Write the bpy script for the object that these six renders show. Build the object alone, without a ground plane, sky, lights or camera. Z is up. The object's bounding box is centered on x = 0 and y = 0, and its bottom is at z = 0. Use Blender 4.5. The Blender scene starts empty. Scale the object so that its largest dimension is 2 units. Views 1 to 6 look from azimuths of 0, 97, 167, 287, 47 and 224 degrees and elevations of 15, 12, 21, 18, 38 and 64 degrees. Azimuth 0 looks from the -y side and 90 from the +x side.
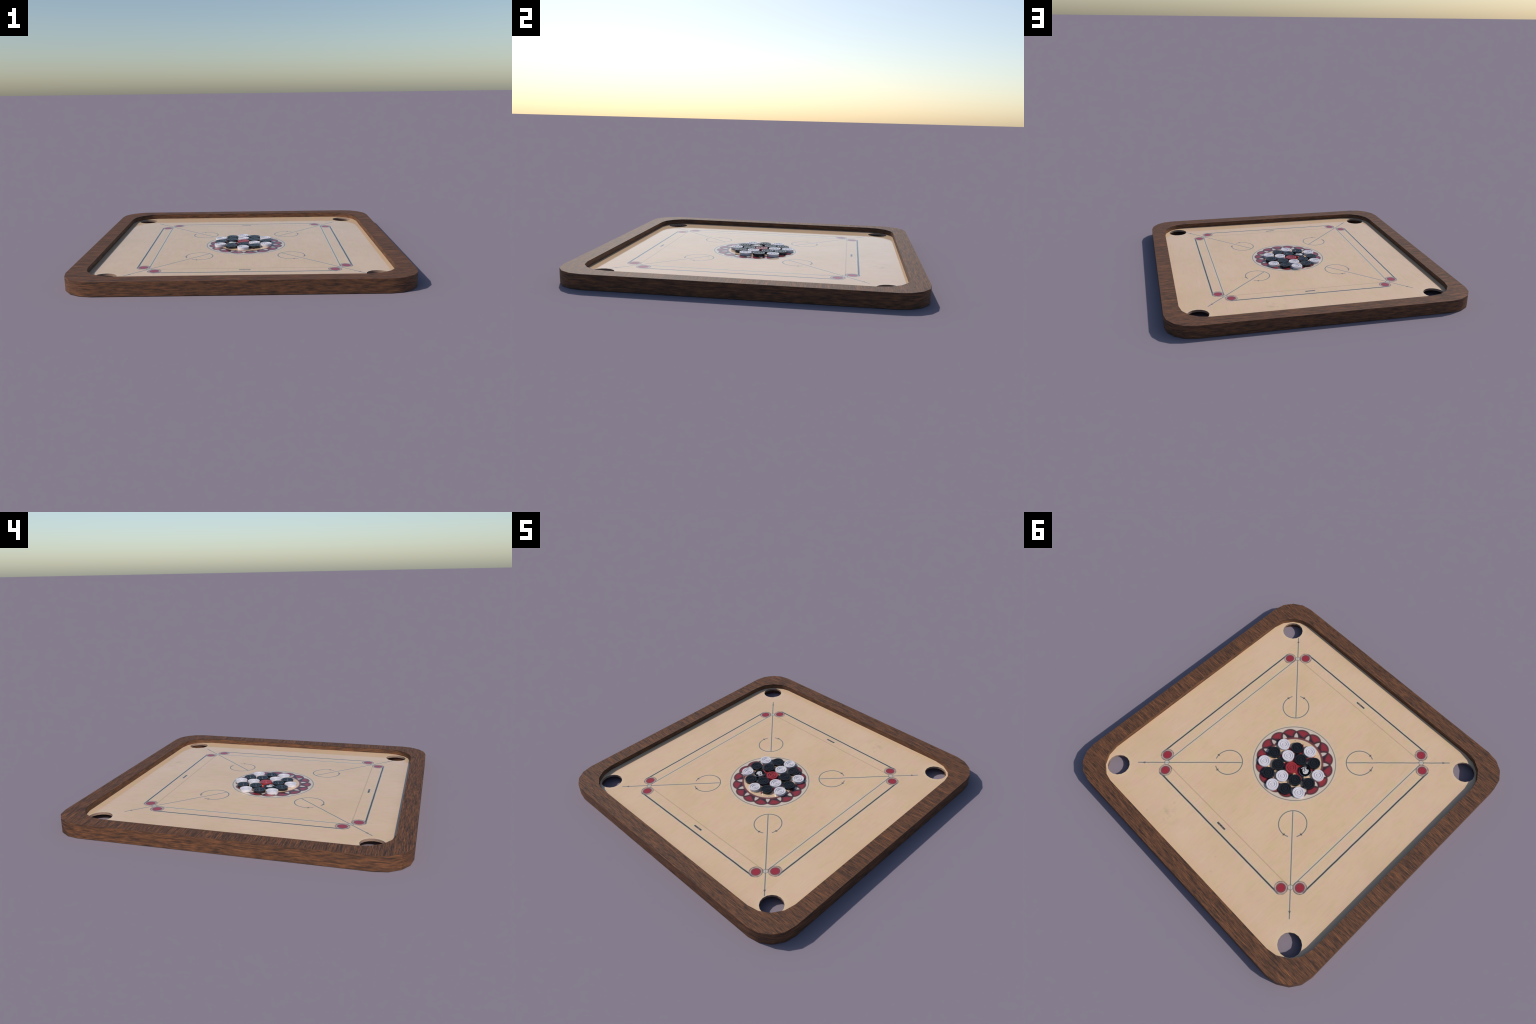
import bpy, bmesh, math, random
from mathutils import Vector

random.seed(7)

# ------------------------------------------------------------------ sizes (m)
HALF = 1.0            # half side of the frame, outside
INNER = 0.9           # half side of the frame opening
CORNER_R = 0.183      # same corner radius outside and inside
CORNER_SEG = 4        # the rounded corners are visibly faceted
FRAME_H = 0.0836
BOARD_TOP = 0.0488
BOARD_T = 0.0150
POCKET_C = 0.789      # pocket centres sit at (+-POCKET_C, +-POCKET_C)
POCKET_R = 0.0708
PRINT_X, PRINT_Y = 0.0166, -0.0429   # the print is a little off centre
PRINT_STRETCH = 1.045                # ... and slightly taller than wide
COIN_R, COIN_H = 0.0392, 0.0163
STRIKER_R, STRIKER_H = 0.0378, 0.0150


def srgb(r, g, b):
    def f(c):
        c /= 255.0
        return c / 12.92 if c <= 0.04045 else ((c + 0.055) / 1.055) ** 2.4
    return (f(r), f(g), f(b), 1.0)


# ------------------------------------------------- small node-graph language
class Graph:
    def __init__(self, name):
        self.mat = bpy.data.materials.new(name)
        self.mat.use_nodes = True
        self.nt = self.mat.node_tree
        self.bsdf = self.nt.nodes["Principled BSDF"]

    def node(self, kind, **props):
        n = self.nt.nodes.new(kind)
        for k, v in props.items():
            setattr(n, k, v)
        return n

    def put(self, socket, value):
        if isinstance(value, Val):
            self.nt.links.new(value.s, socket)
        elif value is not None:
            socket.default_value = value

    def math(self, op, a, b=None, c=None, clamp=False):
        n = self.node("ShaderNodeMath", operation=op, use_clamp=clamp)
        for i, v in enumerate((a, b, c)):
            if v is not None:
                self.put(n.inputs[i], v)
        return Val(self, n.outputs[0])

    def coords(self):
        n = self.node("ShaderNodeTexCoord")
        return Val(self, n.outputs["Object"])

    def split(self, v):
        n = self.node("ShaderNodeSeparateXYZ")
        self.put(n.inputs[0], v)
        return [Val(self, o) for o in n.outputs]

    def join(self, x, y, z=0.0):
        n = self.node("ShaderNodeCombineXYZ")
        for i, v in enumerate((x, y, z)):
            self.put(n.inputs[i], v)
        return Val(self, n.outputs[0])

    def noise(self, vec, scale=1.0, detail=2.0, rough=0.5, distort=0.0):
        n = self.node("ShaderNodeTexNoise")
        self.put(n.inputs["Vector"], vec)
        n.inputs["Scale"].default_value = scale
        n.inputs["Detail"].default_value = detail
        n.inputs["Roughness"].default_value = rough
        n.inputs["Distortion"].default_value = distort
        return Val(self, n.outputs["Fac"])

    def step(self, v, lo, hi):
        """Smooth 0..1 ramp of v between lo and hi."""
        n = self.node("ShaderNodeMapRange", interpolation_type="SMOOTHSTEP")
        self.put(n.inputs["Value"], v)
        self.put(n.inputs["From Min"], lo)
        self.put(n.inputs["From Max"], hi)
        return Val(self, n.outputs["Result"])

    def inside(self, d, edge, soft):
        """1 where d < edge, with a soft border."""
        return 1.0 - self.step(d, edge - soft, edge + soft)

    def mix(self, fac, a, b):
        n = self.node("ShaderNodeMix", data_type="RGBA")
        self.put(n.inputs[0], fac)
        self.put(n.inputs[6], a)
        self.put(n.inputs[7], b)
        return Val(self, n.outputs[2])

    def ramp(self, fac, stops):
        n = self.node("ShaderNodeValToRGB")
        e = n.color_ramp.elements
        while len(e) < len(stops):
            e.new(0.5)
        for el, (p, c) in zip(e, stops):
            el.position, el.color = p, c
        self.put(n.inputs[0], fac)
        return Val(self, n.outputs[0])

    def bump(self, height, strength, distance):
        n = self.node("ShaderNodeBump")
        n.inputs["Strength"].default_value = strength
        n.inputs["Distance"].default_value = distance
        self.put(n.inputs["Height"], height)
        self.put(self.bsdf.inputs["Normal"], Val(self, n.outputs[0]))

    def finish(self, color, rough, spec=0.5, metallic=0.0):
        self.put(self.bsdf.inputs["Base Color"], color)
        self.put(self.bsdf.inputs["Roughness"], rough)
        self.put(self.bsdf.inputs["Specular IOR Level"], spec)
        self.put(self.bsdf.inputs["Metallic"], metallic)
        return self.mat


class Val:
    def __init__(self, g, s):
        self.g, self.s = g, s

    def __add__(self, o): return self.g.math("ADD", self, o)
    __radd__ = __add__
    def __sub__(self, o): return self.g.math("SUBTRACT", self, o)
    def __rsub__(self, o): return self.g.math("SUBTRACT", o, self)
    def __mul__(self, o): return self.g.math("MULTIPLY", self, o)
    __rmul__ = __mul__
    def __truediv__(self, o): return self.g.math("DIVIDE", self, o)
    def __abs__(self): return self.g.math("ABSOLUTE", self)


def vmin(a, b): return a.g.math("MINIMUM", a, b)
def vmax(a, b): return a.g.math("MAXIMUM", a, b)
def length(a, b): return a.g.math("SQRT", a * a + b * b)


# ------------------------------------------------------------------ materials
def walnut():
    """Dark brown frame wood; grain runs along x on top, along each rail on the sides."""
    g = Graph("walnut_wood")
    p = g.coords()
    x, y, z = g.split(p)
    geo = g.node("ShaderNodeNewGeometry")
    nx, ny, nz = g.split(Val(g, geo.outputs["True Normal"]))
    top = g.step(abs(nz), 0.4, 0.6)
    # along / across the grain
    facing_x = g.step(abs(nx) - abs(ny), -0.2, 0.2)
    side_u = x * (1.0 - facing_x) + y * facing_x + facing_x * 7.3
    # grain on the top face
    wav = g.noise(g.join(x * 6.0, y * 16.0, 3.0), 1.0, 2.0) - 0.5
    yt = y + wav * 0.0035
    fibre = g.noise(g.join(x * 12.0, yt * 170.0, 0.0), 1.0, 4.0, 0.68)
    broad = g.noise(g.join(x * 7.0, yt * 60.0, 9.0), 1.0, 2.0, 0.55)
    pores = g.noise(g.join(x * 34.0, yt * 260.0, 4.0), 1.0, 1.0)
    t_top = fibre * 0.68 + broad * 0.32 + (pores - 0.5) * 0.26 - 0.008
    # grain on the sides: wider, more blotchy figure
    wav2 = g.noise(g.join(side_u * 7.0, z * 20.0, 5.0), 1.0, 2.0) - 0.5
    zs = z + wav2 * 0.010
    fib2 = g.noise(g.join(side_u * 15.0, zs * 150.0, 2.0), 1.0, 4.0, 0.68)
    blot = g.noise(g.join(side_u * 11.0, zs * 46.0, 6.0), 1.0, 3.0, 0.62)
    t_side = fib2 * 0.60 + blot * 0.40
    t = t_side + (t_top - t_side) * top
    col = g.ramp(t, [(0.33, srgb(48, 36, 31)), (0.43, srgb(80, 55, 41)),
                     (0.51, srgb(109, 72, 49)), (0.60, srgb(136, 88, 57)),
                     (0.72, srgb(172, 113, 71))])
    col = g.mix(0.20, col, srgb(24, 16, 12))
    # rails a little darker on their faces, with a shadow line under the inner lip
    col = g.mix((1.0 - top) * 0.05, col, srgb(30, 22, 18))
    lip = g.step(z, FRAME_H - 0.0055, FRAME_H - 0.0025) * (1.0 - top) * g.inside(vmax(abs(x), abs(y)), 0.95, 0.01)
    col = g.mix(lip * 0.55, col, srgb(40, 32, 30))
    g.bump(t, 0.12, 0.002)
    return g.finish(col, 0.62 + t * 0.1, 0.32)


def printed_maple():
    """Pale board with the whole printed layout worked out from distances."""
    g = Graph("printed_board")
    p = g.coords()
    x, y, z = g.split(p)

    # -- bare wood: grain along y, pinkish and yellowish patches
    grain = g.noise(g.join(x * 60.0, y * 4.5, 0.0), 1.0, 3.0, 0.6, 0.3)
    patch = g.noise(g.join(x * 9.0, y * 4.0, 2.0), 1.0, 3.0, 0.6)
    fine = g.noise(g.join(x * 90.0, y * 9.0, 5.0), 1.0, 3.0, 0.6)
    wood = g.ramp(grain * 0.45 + patch * 0.55,
                  [(0.30, srgb(216, 188, 147)), (0.45, srgb(221, 187, 148)),
                   (0.58, srgb(221, 185, 153)), (0.72, srgb(226, 195, 162))])
    pink = g.noise(g.join(x * 22.0, y * 11.0, 12.0), 1.0, 3.0, 0.55)
    green = g.noise(g.join(x * 22.0, y * 12.0, 17.0), 1.0, 3.0, 0.55)
    wood = g.mix(g.step(pink, 0.47, 0.68) * 0.55, wood, srgb(222, 178, 151))
    wood = g.mix(g.step(green, 0.48, 0.70) * 0.55, wood, srgb(211, 186, 138))
    wood = g.mix(g.step(fine, 0.50, 0.30) * 0.16, wood, srgb(190, 160, 126))
    cloud = g.noise(g.join(x * 3.2, y * 2.6, 31.0), 1.0, 3.0, 0.55)
    wood = g.mix(g.step(cloud, 0.50, 0.68) * 0.40, wood, srgb(226, 194, 160))
    wood = g.mix(g.step(cloud, 0.48, 0.32) * 0.40, wood, srgb(210, 178, 138))
    streak = g.noise(g.join(x * 130.0, y * 5.0, 33.0), 1.0, 2.0)
    wood = g.mix(g.step(streak, 0.58, 0.72) * 0.16, wood, srgb(186, 154, 118))
    # paler ring round each pocket, warmer strip along the rim
    ax, ay = abs(x), abs(y)
    pocket = length(ax - POCKET_C, ay - POCKET_C)
    wood = g.mix(g.inside(pocket, 0.085, 0.02) * 0.45, wood, srgb(226, 201, 161))
    rim = vmax(ax, ay)
    wood = g.mix(g.step(rim, 0.84, 0.90) * 0.30, wood, srgb(216, 183, 140))
    # grey-green smudge and a few specks
    smear = g.noise(g.join(x * 24.0, y * 24.0, 8.0), 1.0, 3.0)
    smudge = g.inside(length(x - 0.30, (y - 0.775) * 1.2), 0.05, 0.05) * g.step(smear, 0.48, 0.66)
    wood = g.mix(smudge * 0.45, wood, srgb(150, 146, 122))
    specks = None
    for sx, sy, sr in ((-0.107, 0.7475, 0.005), (-0.157, 0.8276, 0.006), (0.416, 0.8535, 0.006),
                       (-0.336, -0.6423, 0.004), (0.335, 0.70, 0.007)):
        d = length(x - sx, y - sy) - sr
        specks = d if specks is None else vmin(specks, d)
    wood = g.mix(g.inside(specks, 0.0, 0.005) * 0.20, wood, srgb(146, 128, 108))

    # -- layout coordinates, folded to one octant
    wob = g.noise(g.join(x * 14.0, y * 14.0, 1.0), 1.0, 2.0) - 0.5
    qx, qy = x - PRINT_X, y - PRINT_Y
    px = abs(qx + wob * 0.003)
    py = abs(qy - wob * 0.003) * (1.0 / PRINT_STRETCH)
    M, m = vmax(px, py), vmin(px, py)
    on_x_side = g.step(px - py, -0.004, 0.004)
    u, v = (M + m) * 0.70711, (M - m) * 0.70711

    def line(d, half, soft):
        return g.inside(abs(d), half, soft)

    col = wood
    dark, brown, pale = srgb(42, 40, 42), srgb(72, 70, 70), srgb(200, 200, 186)

    col = g.mix(g.step(M, 0.45, 0.85) * 0.14, col, srgb(224, 192, 168))
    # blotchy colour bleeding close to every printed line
    close = vmin(vmin(abs(M - 0.61) - 0.05, abs(v)), length(qx, qy) - 0.30)
    bleed = g.inside(close, 0.022, 0.018)
    bl1 = g.noise(g.join(x * 46.0, y * 46.0, 21.0), 1.0, 2.0)
    bl2 = g.noise(g.join(x * 46.0, y * 46.0, 27.0), 1.0, 2.0)
    col = g.mix(g.step(bl1, 0.52, 0.70) * bleed * 0.45, col, srgb(222, 172, 154))
    col = g.mix(g.step(bl2, 0.52, 0.70) * bleed * 0.45, col, srgb(198, 190, 150))
    # inner and outer base lines, with the pale bleeding beside them
    on_base = g.inside(m, 0.545, 0.006)
    d_out, d_in = M - 0.646, M - 0.574
    col = g.mix(line(d_out, 0.009, 0.008) * on_base * 0.55, col, pale)
    col = g.mix(line(d_in, 0.009, 0.007) * on_base * on_x_side * 0.55, col, pale)
    col = g.mix(line(d_in, 0.0025, 0.0026) * g.inside(m, 0.556, 0.004) * (0.40 + on_x_side * 0.46), col,
                g.mix(on_x_side, srgb(132, 108, 76), srgb(88, 76, 66)))
    col = g.mix(line(d_out, 0.0046, 0.0033) * on_base * 0.96, col, dark)
    # small labels in the middle of two sides
    label = g.inside(px, 0.0345, 0.003) * line(py * PRINT_STRETCH - 0.634, 0.0060, 0.002)
    halo = g.inside(px, 0.040, 0.006) * line(py * PRINT_STRETCH - 0.634, 0.011, 0.005)
    col = g.mix(halo * 0.35, col, pale)
    ink = g.noise(g.join(x * 150.0, y * 110.0, 4.0), 1.0, 1.0)
    col = g.mix(label * (0.92 + g.step(ink, 0.5, 0.62) * -0.2), col, srgb(46, 42, 42))

    # diagonal arrow through each corner
    on_diag = g.step(u, 0.328, 0.332) * g.inside(u, 0.990, 0.004)
    col = g.mix(line(v, 0.008, 0.006) * on_diag * 0.36, col, pale)
    col = g.mix(line(v, 0.0028, 0.0027) * on_diag * 0.84, col, brown)
    head = g.inside(v - (0.961 - u) * 0.5, 0.0, 0.002) * g.step(u, 0.942, 0.945)
    col = g.mix(head * 0.65, col, brown)
    # open circle with two arrow heads
    ca, cb = px - 0.295, py - 0.2925
    t, s = (ca + cb) * 0.70711, abs(ca - cb) * 0.70711
    rad = length(ca, cb)
    opening = g.step(s - t * 0.31, -0.001, 0.002)
    closed = vmax(opening, g.inside(t, 0.0, 0.002))
    col = g.mix(line(rad - 0.0857, 0.008, 0.006) * closed * 0.30, col, pale)
    col = g.mix(line(rad - 0.0857, 0.0028, 0.0026) * closed * 0.84, col, brown)
    hd = length(t - 0.0685, s - 0.0520) + abs(t - s - 0.0165) * 0.5
    col = g.mix(g.inside(hd, 0.0092, 0.005) * 0.85, col, srgb(92, 76, 68))

    # small ring on the diagonal, two red discs beside it
    ring = length(M - 0.571, m - 0.571)
    col = g.mix(g.inside(ring, 0.0155, 0.003) * 0.40, col, srgb(192, 196, 188))
    col = g.mix(line(ring - 0.0150, 0.0020, 0.0022) * 0.70, col, srgb(84, 84, 80))
    disc = length(M - 0.6115, m - 0.5345)
    col = g.mix(g.inside(disc, 0.0400, 0.005) * 0.45, col, srgb(190, 172, 166))
    col = g.mix(line(disc - 0.0385, 0.0024, 0.0028) * (0.50 + g.step(bl1, 0.4, 0.6) * 0.45), col, srgb(76, 74, 74))
    col = g.mix(line(disc - 0.0340, 0.0010, 0.0020) * (0.35 + g.step(bl2, 0.4, 0.6) * 0.45), col, srgb(104, 80, 84))
    col = g.mix(g.inside(disc, 0.0298, 0.0035) * 0.95, col, srgb(104, 64, 72))
    col = g.mix(g.inside(disc, 0.0238, 0.0070), col, g.mix(bl1, srgb(146, 44, 62), srgb(168, 52, 54)))

    # -- centre rosette
    r = length(qx, qy)
    th = g.math("ARCTAN2", qy, qx)
    step16 = math.tau / 16
    ph = (th + math.radians(81.9)) / step16
    near = g.math("ROUND", ph)
    a1 = (ph - near) * step16
    a2 = step16 - abs(a1)
    DP, RP = 0.1935, 0.0565
    d1 = length(r * g.math("COSINE", a1) - DP, r * g.math("SINE", a1)) - RP
    d2 = length(r * g.math("COSINE", a2) - DP, r * g.math("SINE", a2)) - RP
    band = g.inside(r, 0.268, 0.002) * g.step(r, 0.170, 0.174)
    col = g.mix(g.inside(r, 0.278, 0.010) * g.step(r, 0.170, 0.174) * 0.35, col, pale)
    col = g.mix(band * 0.60, col, srgb(208, 192, 178))
    col = g.mix(line(r - 0.2675, 0.0026, 0.0030) * 0.80, col, srgb(88, 86, 80))
    dull = g.step(vmin(abs(d1), abs(d2)), 0.004, 0.018)
    petal = g.inside(d1, 0.0, 0.0025) * g.step(r, 0.178, 0.182)
    red = g.mix(g.step(r - a1 * 0.11, 0.194, 0.212), srgb(54, 40, 46), g.mix(dull, srgb(118, 52, 58), g.mix(bl1, srgb(138, 48, 58), srgb(152, 52, 53))))
    col = g.mix(petal, col, red)
    lens = g.inside(vmax(d1, d2), -0.0052, 0.0032)
    col = g.mix(lens * g.step(r, 0.178, 0.182), col, srgb(203, 186, 175))
    edge = vmin(abs(d1) + 0.0022, abs(d2))
    col = g.mix(g.inside(edge, 0.0056, 0.0038) * g.inside(d1, 0.005, 0.002) * g.step(r, 0.180, 0.188) * 0.90,
                col, srgb(64, 48, 46))
    col = g.mix(line(r - 0.1815, 0.0072, 0.0022) * 0.92, col, srgb(116, 62, 58))
    # eight-pointed star, mostly hidden by the coins
    step8 = math.tau / 8
    p8 = th / step8 + 0.5
    f8 = (p8 - g.math("ROUND", p8)) * step8
    edge_r = 0.150 - abs(f8) * 0.23
    star = g.inside(r - edge_r, 0.0, 0.003)
    fill = g.mix(g.step(f8, -0.02, 0.02), srgb(150, 44, 48), srgb(40, 48, 42))
    fill = g.mix(g.inside(r, 0.045, 0.004), fill, srgb(150, 44, 48))
    col = g.mix(star, col, fill)
    col = g.mix(g.inside(length(u - 0.1605, v), 0.0030, 0.0030) * 0.8, col, srgb(80, 88, 74))

    return g.finish(col, 0.05 + patch * 0.05, 0.56)


def pocket_wall():
    g = Graph("pocket_wall_wood")
    p = g.coords()
    n = g.noise(p, 18.0, 2.0)
    col = g.ramp(n, [(0.3, srgb(146, 121, 106)), (0.7, srgb(158, 131, 114))])
    return g.finish(col, 0.5, 0.3)


def enamel(name, c, rough, amount=0.06, spec=0.5):
    g = Graph(name)
    p = g.coords()
    n = g.noise(p, 60.0, 2.0)
    lo = tuple(k * (1 - amount) for k in c[:3]) + (1.0,)
    hi = tuple(min(1.0, k * (1 + amount)) for k in c[:3]) + (1.0,)
    return g.finish(g.ramp(n, [(0.3, lo), (0.7, hi)]), rough, spec)


def chrome():
    g = Graph("polished_metal")
    p = g.coords()
    n = g.noise(p, 90.0, 2.0)
    return g.finish(g.ramp(n, [(0.3, (0.62, 0.60, 0.58, 1)), (0.7, (0.74, 0.72, 0.70, 1))]), 0.16, 0.5, 1.0)


# ------------------------------------------------------------------ mesh help
def rounded_square(half, r=CORNER_R, seg=CORNER_SEG):
    pts = []
    for k, (sx, sy) in enumerate(((1, 1), (-1, 1), (-1, -1), (1, -1))):
        for i in range(seg + 1):
            a = math.pi / 2 * (k + i / seg)
            pts.append((sx * (half - r) + r * math.cos(a), sy * (half - r) + r * math.sin(a)))
    return pts


def new_object(name, bm, mats, parent=None):
    me = bpy.data.meshes.new(name)
    bm.normal_update()
    bm.to_mesh(me)
    bm.free()
    for mt in mats:
        me.materials.append(mt)
    ob = bpy.data.objects.new(name, me)
    bpy.context.scene.collection.objects.link(ob)
    if parent:
        ob.parent = parent
    return ob


def frame_mesh():
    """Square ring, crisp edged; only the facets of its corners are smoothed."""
    section = [(HALF, 0.0), (HALF, FRAME_H), (INNER, FRAME_H), (INNER, 0.0)]
    bm = bmesh.new()
    loops = []
    for half, z in section:
        loops.append([bm.verts.new((px, py, z)) for px, py in rounded_square(half)])
    n = len(loops[0])
    for i in range(len(loops)):
        a, b = loops[i], loops[(i + 1) % len(loops)]
        for j in range(n):
            k = (j + 1) % n
            bm.faces.new((a[j], a[k], b[k], b[j]))
    bmesh.ops.recalc_face_normals(bm, faces=bm.faces)
    return bm


def board_mesh():
    """Sheet with four round pockets; its rim is let 3 mm into the frame."""
    bm = bmesh.new()
    outlines = [rounded_square(INNER + 0.003)]
    for sx in (1, -1):
        for sy in (1, -1):
            outlines.append([(sx * POCKET_C + POCKET_R * math.cos(math.tau * i / 16),
                              sy * POCKET_C + POCKET_R * math.sin(math.tau * i / 16)) for i in range(16)])
    rings = []
    for z in (BOARD_TOP, BOARD_TOP - BOARD_T):
        level, edges = [], []
        for o in outlines:
            vs = [bm.verts.new((a, b, z)) for a, b in o]
            level.append(vs)
            for i in range(len(vs)):
                edges.append(bm.edges.new((vs[i], vs[(i + 1) % len(vs)])))
        bmesh.ops.triangle_fill(bm, edges=edges, use_beauty=True, use_dissolve=False)
        rings.append(level)
    for hi, lo in zip(*rings):
        for i in range(len(hi)):
            k = (i + 1) % len(hi)
            f = bm.faces.new((hi[i], hi[k], lo[k], lo[i]))
            f.material_index = 1
    bmesh.ops.recalc_face_normals(bm, faces=bm.faces)
    return bm


def lathe(profile, seg=56):
    """Turn an (r, z) profile; r = 0 at both ends closes it."""
    bm = bmesh.new()
    rings = []
    for r, z in profile:
        if r < 1e-6:
            rings.append([bm.verts.new((0, 0, z))])
        else:
            rings.append([bm.verts.new((r * math.cos(math.tau * i / seg), r * math.sin(math.tau * i / seg), z))
                          for i in range(seg)])
    for a, b in zip(rings, rings[1:]):
        for i in range(seg):
            k = (i + 1) % seg
            if len(a) == 1:
                bm.faces.new((a[0], b[i], b[k]))
            elif len(b) == 1:
                bm.faces.new((a[i], b[0], a[k]))
            else:
                bm.faces.new((a[i], b[i], b[k], a[k]))
    bmesh.ops.recalc_face_normals(bm, faces=bm.faces)
    return bm


def smooth(me, angle=38):
    me.shade_smooth()
    me.set_sharp_from_angle(angle=math.radians(angle))


def coin_profile():
    """Flat disc with a raised rim, two turned grooves and a small boss."""
    R, H = COIN_R, COIN_H
    top = [(R, H)]
    # each groove: outer lip radius, floor outer, floor inner, inner lip, depth
    for lip_o, fl_o, fl_i, lip_i, depth, level in ((0.0291, 0.0276, 0.0252, 0.0236, 0.0034, -0.0003),
                                                   (0.0166, 0.0151, 0.0109, 0.0094, 0.0034, -0.0006)):
        top += [(lip_o, H - 0.0001), (fl_o, H - depth), (fl_i, H - depth), (lip_i, H + level)]
    top += [(0.0, H - 0.0005)]
    side = [(0.0, 0.0), (R - 0.0006, 0.0), (R, 0.0006)]
    return side + top


def arc_plate(bm, r0, r1, a0, a1, z, thick, seg=14):
    """Raised piece of a ring between two radii and two angles (degrees)."""
    quads = []
    for i in range(seg + 1):
        a = math.radians(a0 + (a1 - a0) * i / seg)
        c, s = math.cos(a), math.sin(a)
        quads.append([bm.verts.new((rr * c, rr * s, zz)) for rr, zz in
                      ((r0, z), (r1, z), (r1, z + thick), (r0, z + thick))])
    for q, w in zip(quads, quads[1:]):
        for i in range(4):
            k = (i + 1) % 4
            bm.faces.new((q[i], q[k], w[k], w[i]))
    bm.faces.new(quads[0])
    bm.faces.new(quads[-1][::-1])


# ------------------------------------------------------------------ the board
def build_board():
    board = bpy.data.objects.new("carrom_board", None)
    bpy.context.scene.collection.objects.link(board)
    board["label"] = "square wooden carrom board with dark rounded frame and four corner pockets"
    board["category"] = "game board"
    smooth(new_object("frame", frame_mesh(), [walnut()], board).data)
    smooth(new_object("playing_surface", board_mesh(), [printed_maple(), pocket_wall()], board).data)


# ------------------------------------------------------------------ the coins
LAYOUT = [  # x of the column, then (y, kind) up the column
    (-0.1575, ((-0.0835, "w"), (0.0013, "b"), (0.0917, "w"))),
    (-0.0793, ((-0.1277, "b"), (-0.0450, "s"), (0.0475, "b"), (0.1337, "b"))),
    (-0.0009, ((-0.1676, "w"), (-0.0832, "b"), (0.0003, "r"), (0.0858, "w"), (0.1715, "w"))),
    (0.0760, ((-0.1276, "b"), (-0.0445, "w"), (0.0482, "b"), (0.1327, "b"))),
    (0.1555, ((-0.0834, "w"), (0.0027, "b"), (0.0936, "w"))),
]


def build_coins():
    bm = lathe(coin_profile())
    white = new_object("white_coin", bm, [enamel("white_enamel", srgb(212, 205, 209), 0.13)])
    smooth(white.data)
    kinds = {"w": (white, "cream white turned coin with concentric rings")}
    for key, name, mat, label in (
            ("b", "black_coin", enamel("black_enamel", srgb(30, 31, 33), 0.14), "black turned coin with concentric rings"),
            ("r", "red_coin", enamel("red_enamel", srgb(154, 50, 54), 0.13), "red queen coin with concentric rings")):
        ob = bpy.data.objects.new(name, white.data.copy())
        ob.data.name = name
        ob.data.materials.clear()
        ob.data.materials.append(mat)
        bpy.context.scene.collection.objects.link(ob)
        kinds[key] = (ob, label)
    used = set()
    for cx, col in LAYOUT:
        for cy, k in col:
            if k == "s":
                build_striker(cx, cy)
                continue
            proto, label = kinds[k]
            if k in used:
                ob = proto.copy()
                bpy.context.scene.collection.objects.link(ob)
            else:
                ob = proto
                used.add(k)
            ob.location = (cx, cy, BOARD_TOP + 0.0003)
            ob.rotation_euler[2] = random.uniform(0, math.tau)
            ob["label"] = label
            ob["category"] = "game piece"


def build_striker(cx, cy):
    R, H = STRIKER_R, STRIKER_H
    body = lathe([(0, 0), (R - 0.001, 0), (R, 0.001), (R, H - 0.0012), (R - 0.0008, H - 0.0004), (0, H - 0.0004)])
    st = new_object("striker", body, [chrome()])
    smooth(st.data)
    st.location = (cx, cy, BOARD_TOP + 0.0003)
    st["label"] = "round striker disc with black face and white emblem"
    st["category"] = "game piece"
    face = lathe([(0, H - 0.0012), (R - 0.0012, H - 0.0012), (R - 0.0012, H - 0.0001), (R - 0.0016, H + 0.0003), (0, H + 0.0003)])
    fo = new_object("face", face, [enamel("black_lacquer", (0.0015, 0.0015, 0.0015, 1), 0.35, 0.05, 0.15)], st)
    smooth(fo.data)
    bm = bmesh.new()
    z, t = H + 0.0002, 0.0004
    for r0, r1, a0, a1 in ((0.0015, 0.0060, 20, 300), (0.0078, 0.0118, 110, 330), (0.0080, 0.0112, -10, 70),
                           (0.0136, 0.0178, 60, 250), (0.0138, 0.0166, 270, 318), (0.0136, 0.0176, 350, 405),
                           (0.0192, 0.0220, 95, 190), (0.0190, 0.0216, 205, 262), (0.0192, 0.0214, 300, 372)):
        arc_plate(bm, r0, r1, a0, a1, z, t)
    for i in range(7):
        a = -62 + i * 11.5
        arc_plate(bm, 0.0258, 0.0300, a, a + random.uniform(6.5, 9.0), z, t, 3)
    bmesh.ops.recalc_face_normals(bm, faces=bm.faces)
    new_object("emblem", bm, [enamel("white_print", srgb(238, 232, 232), 0.4)], st)


build_board()
build_coins()
bpy.context.view_layer.update()
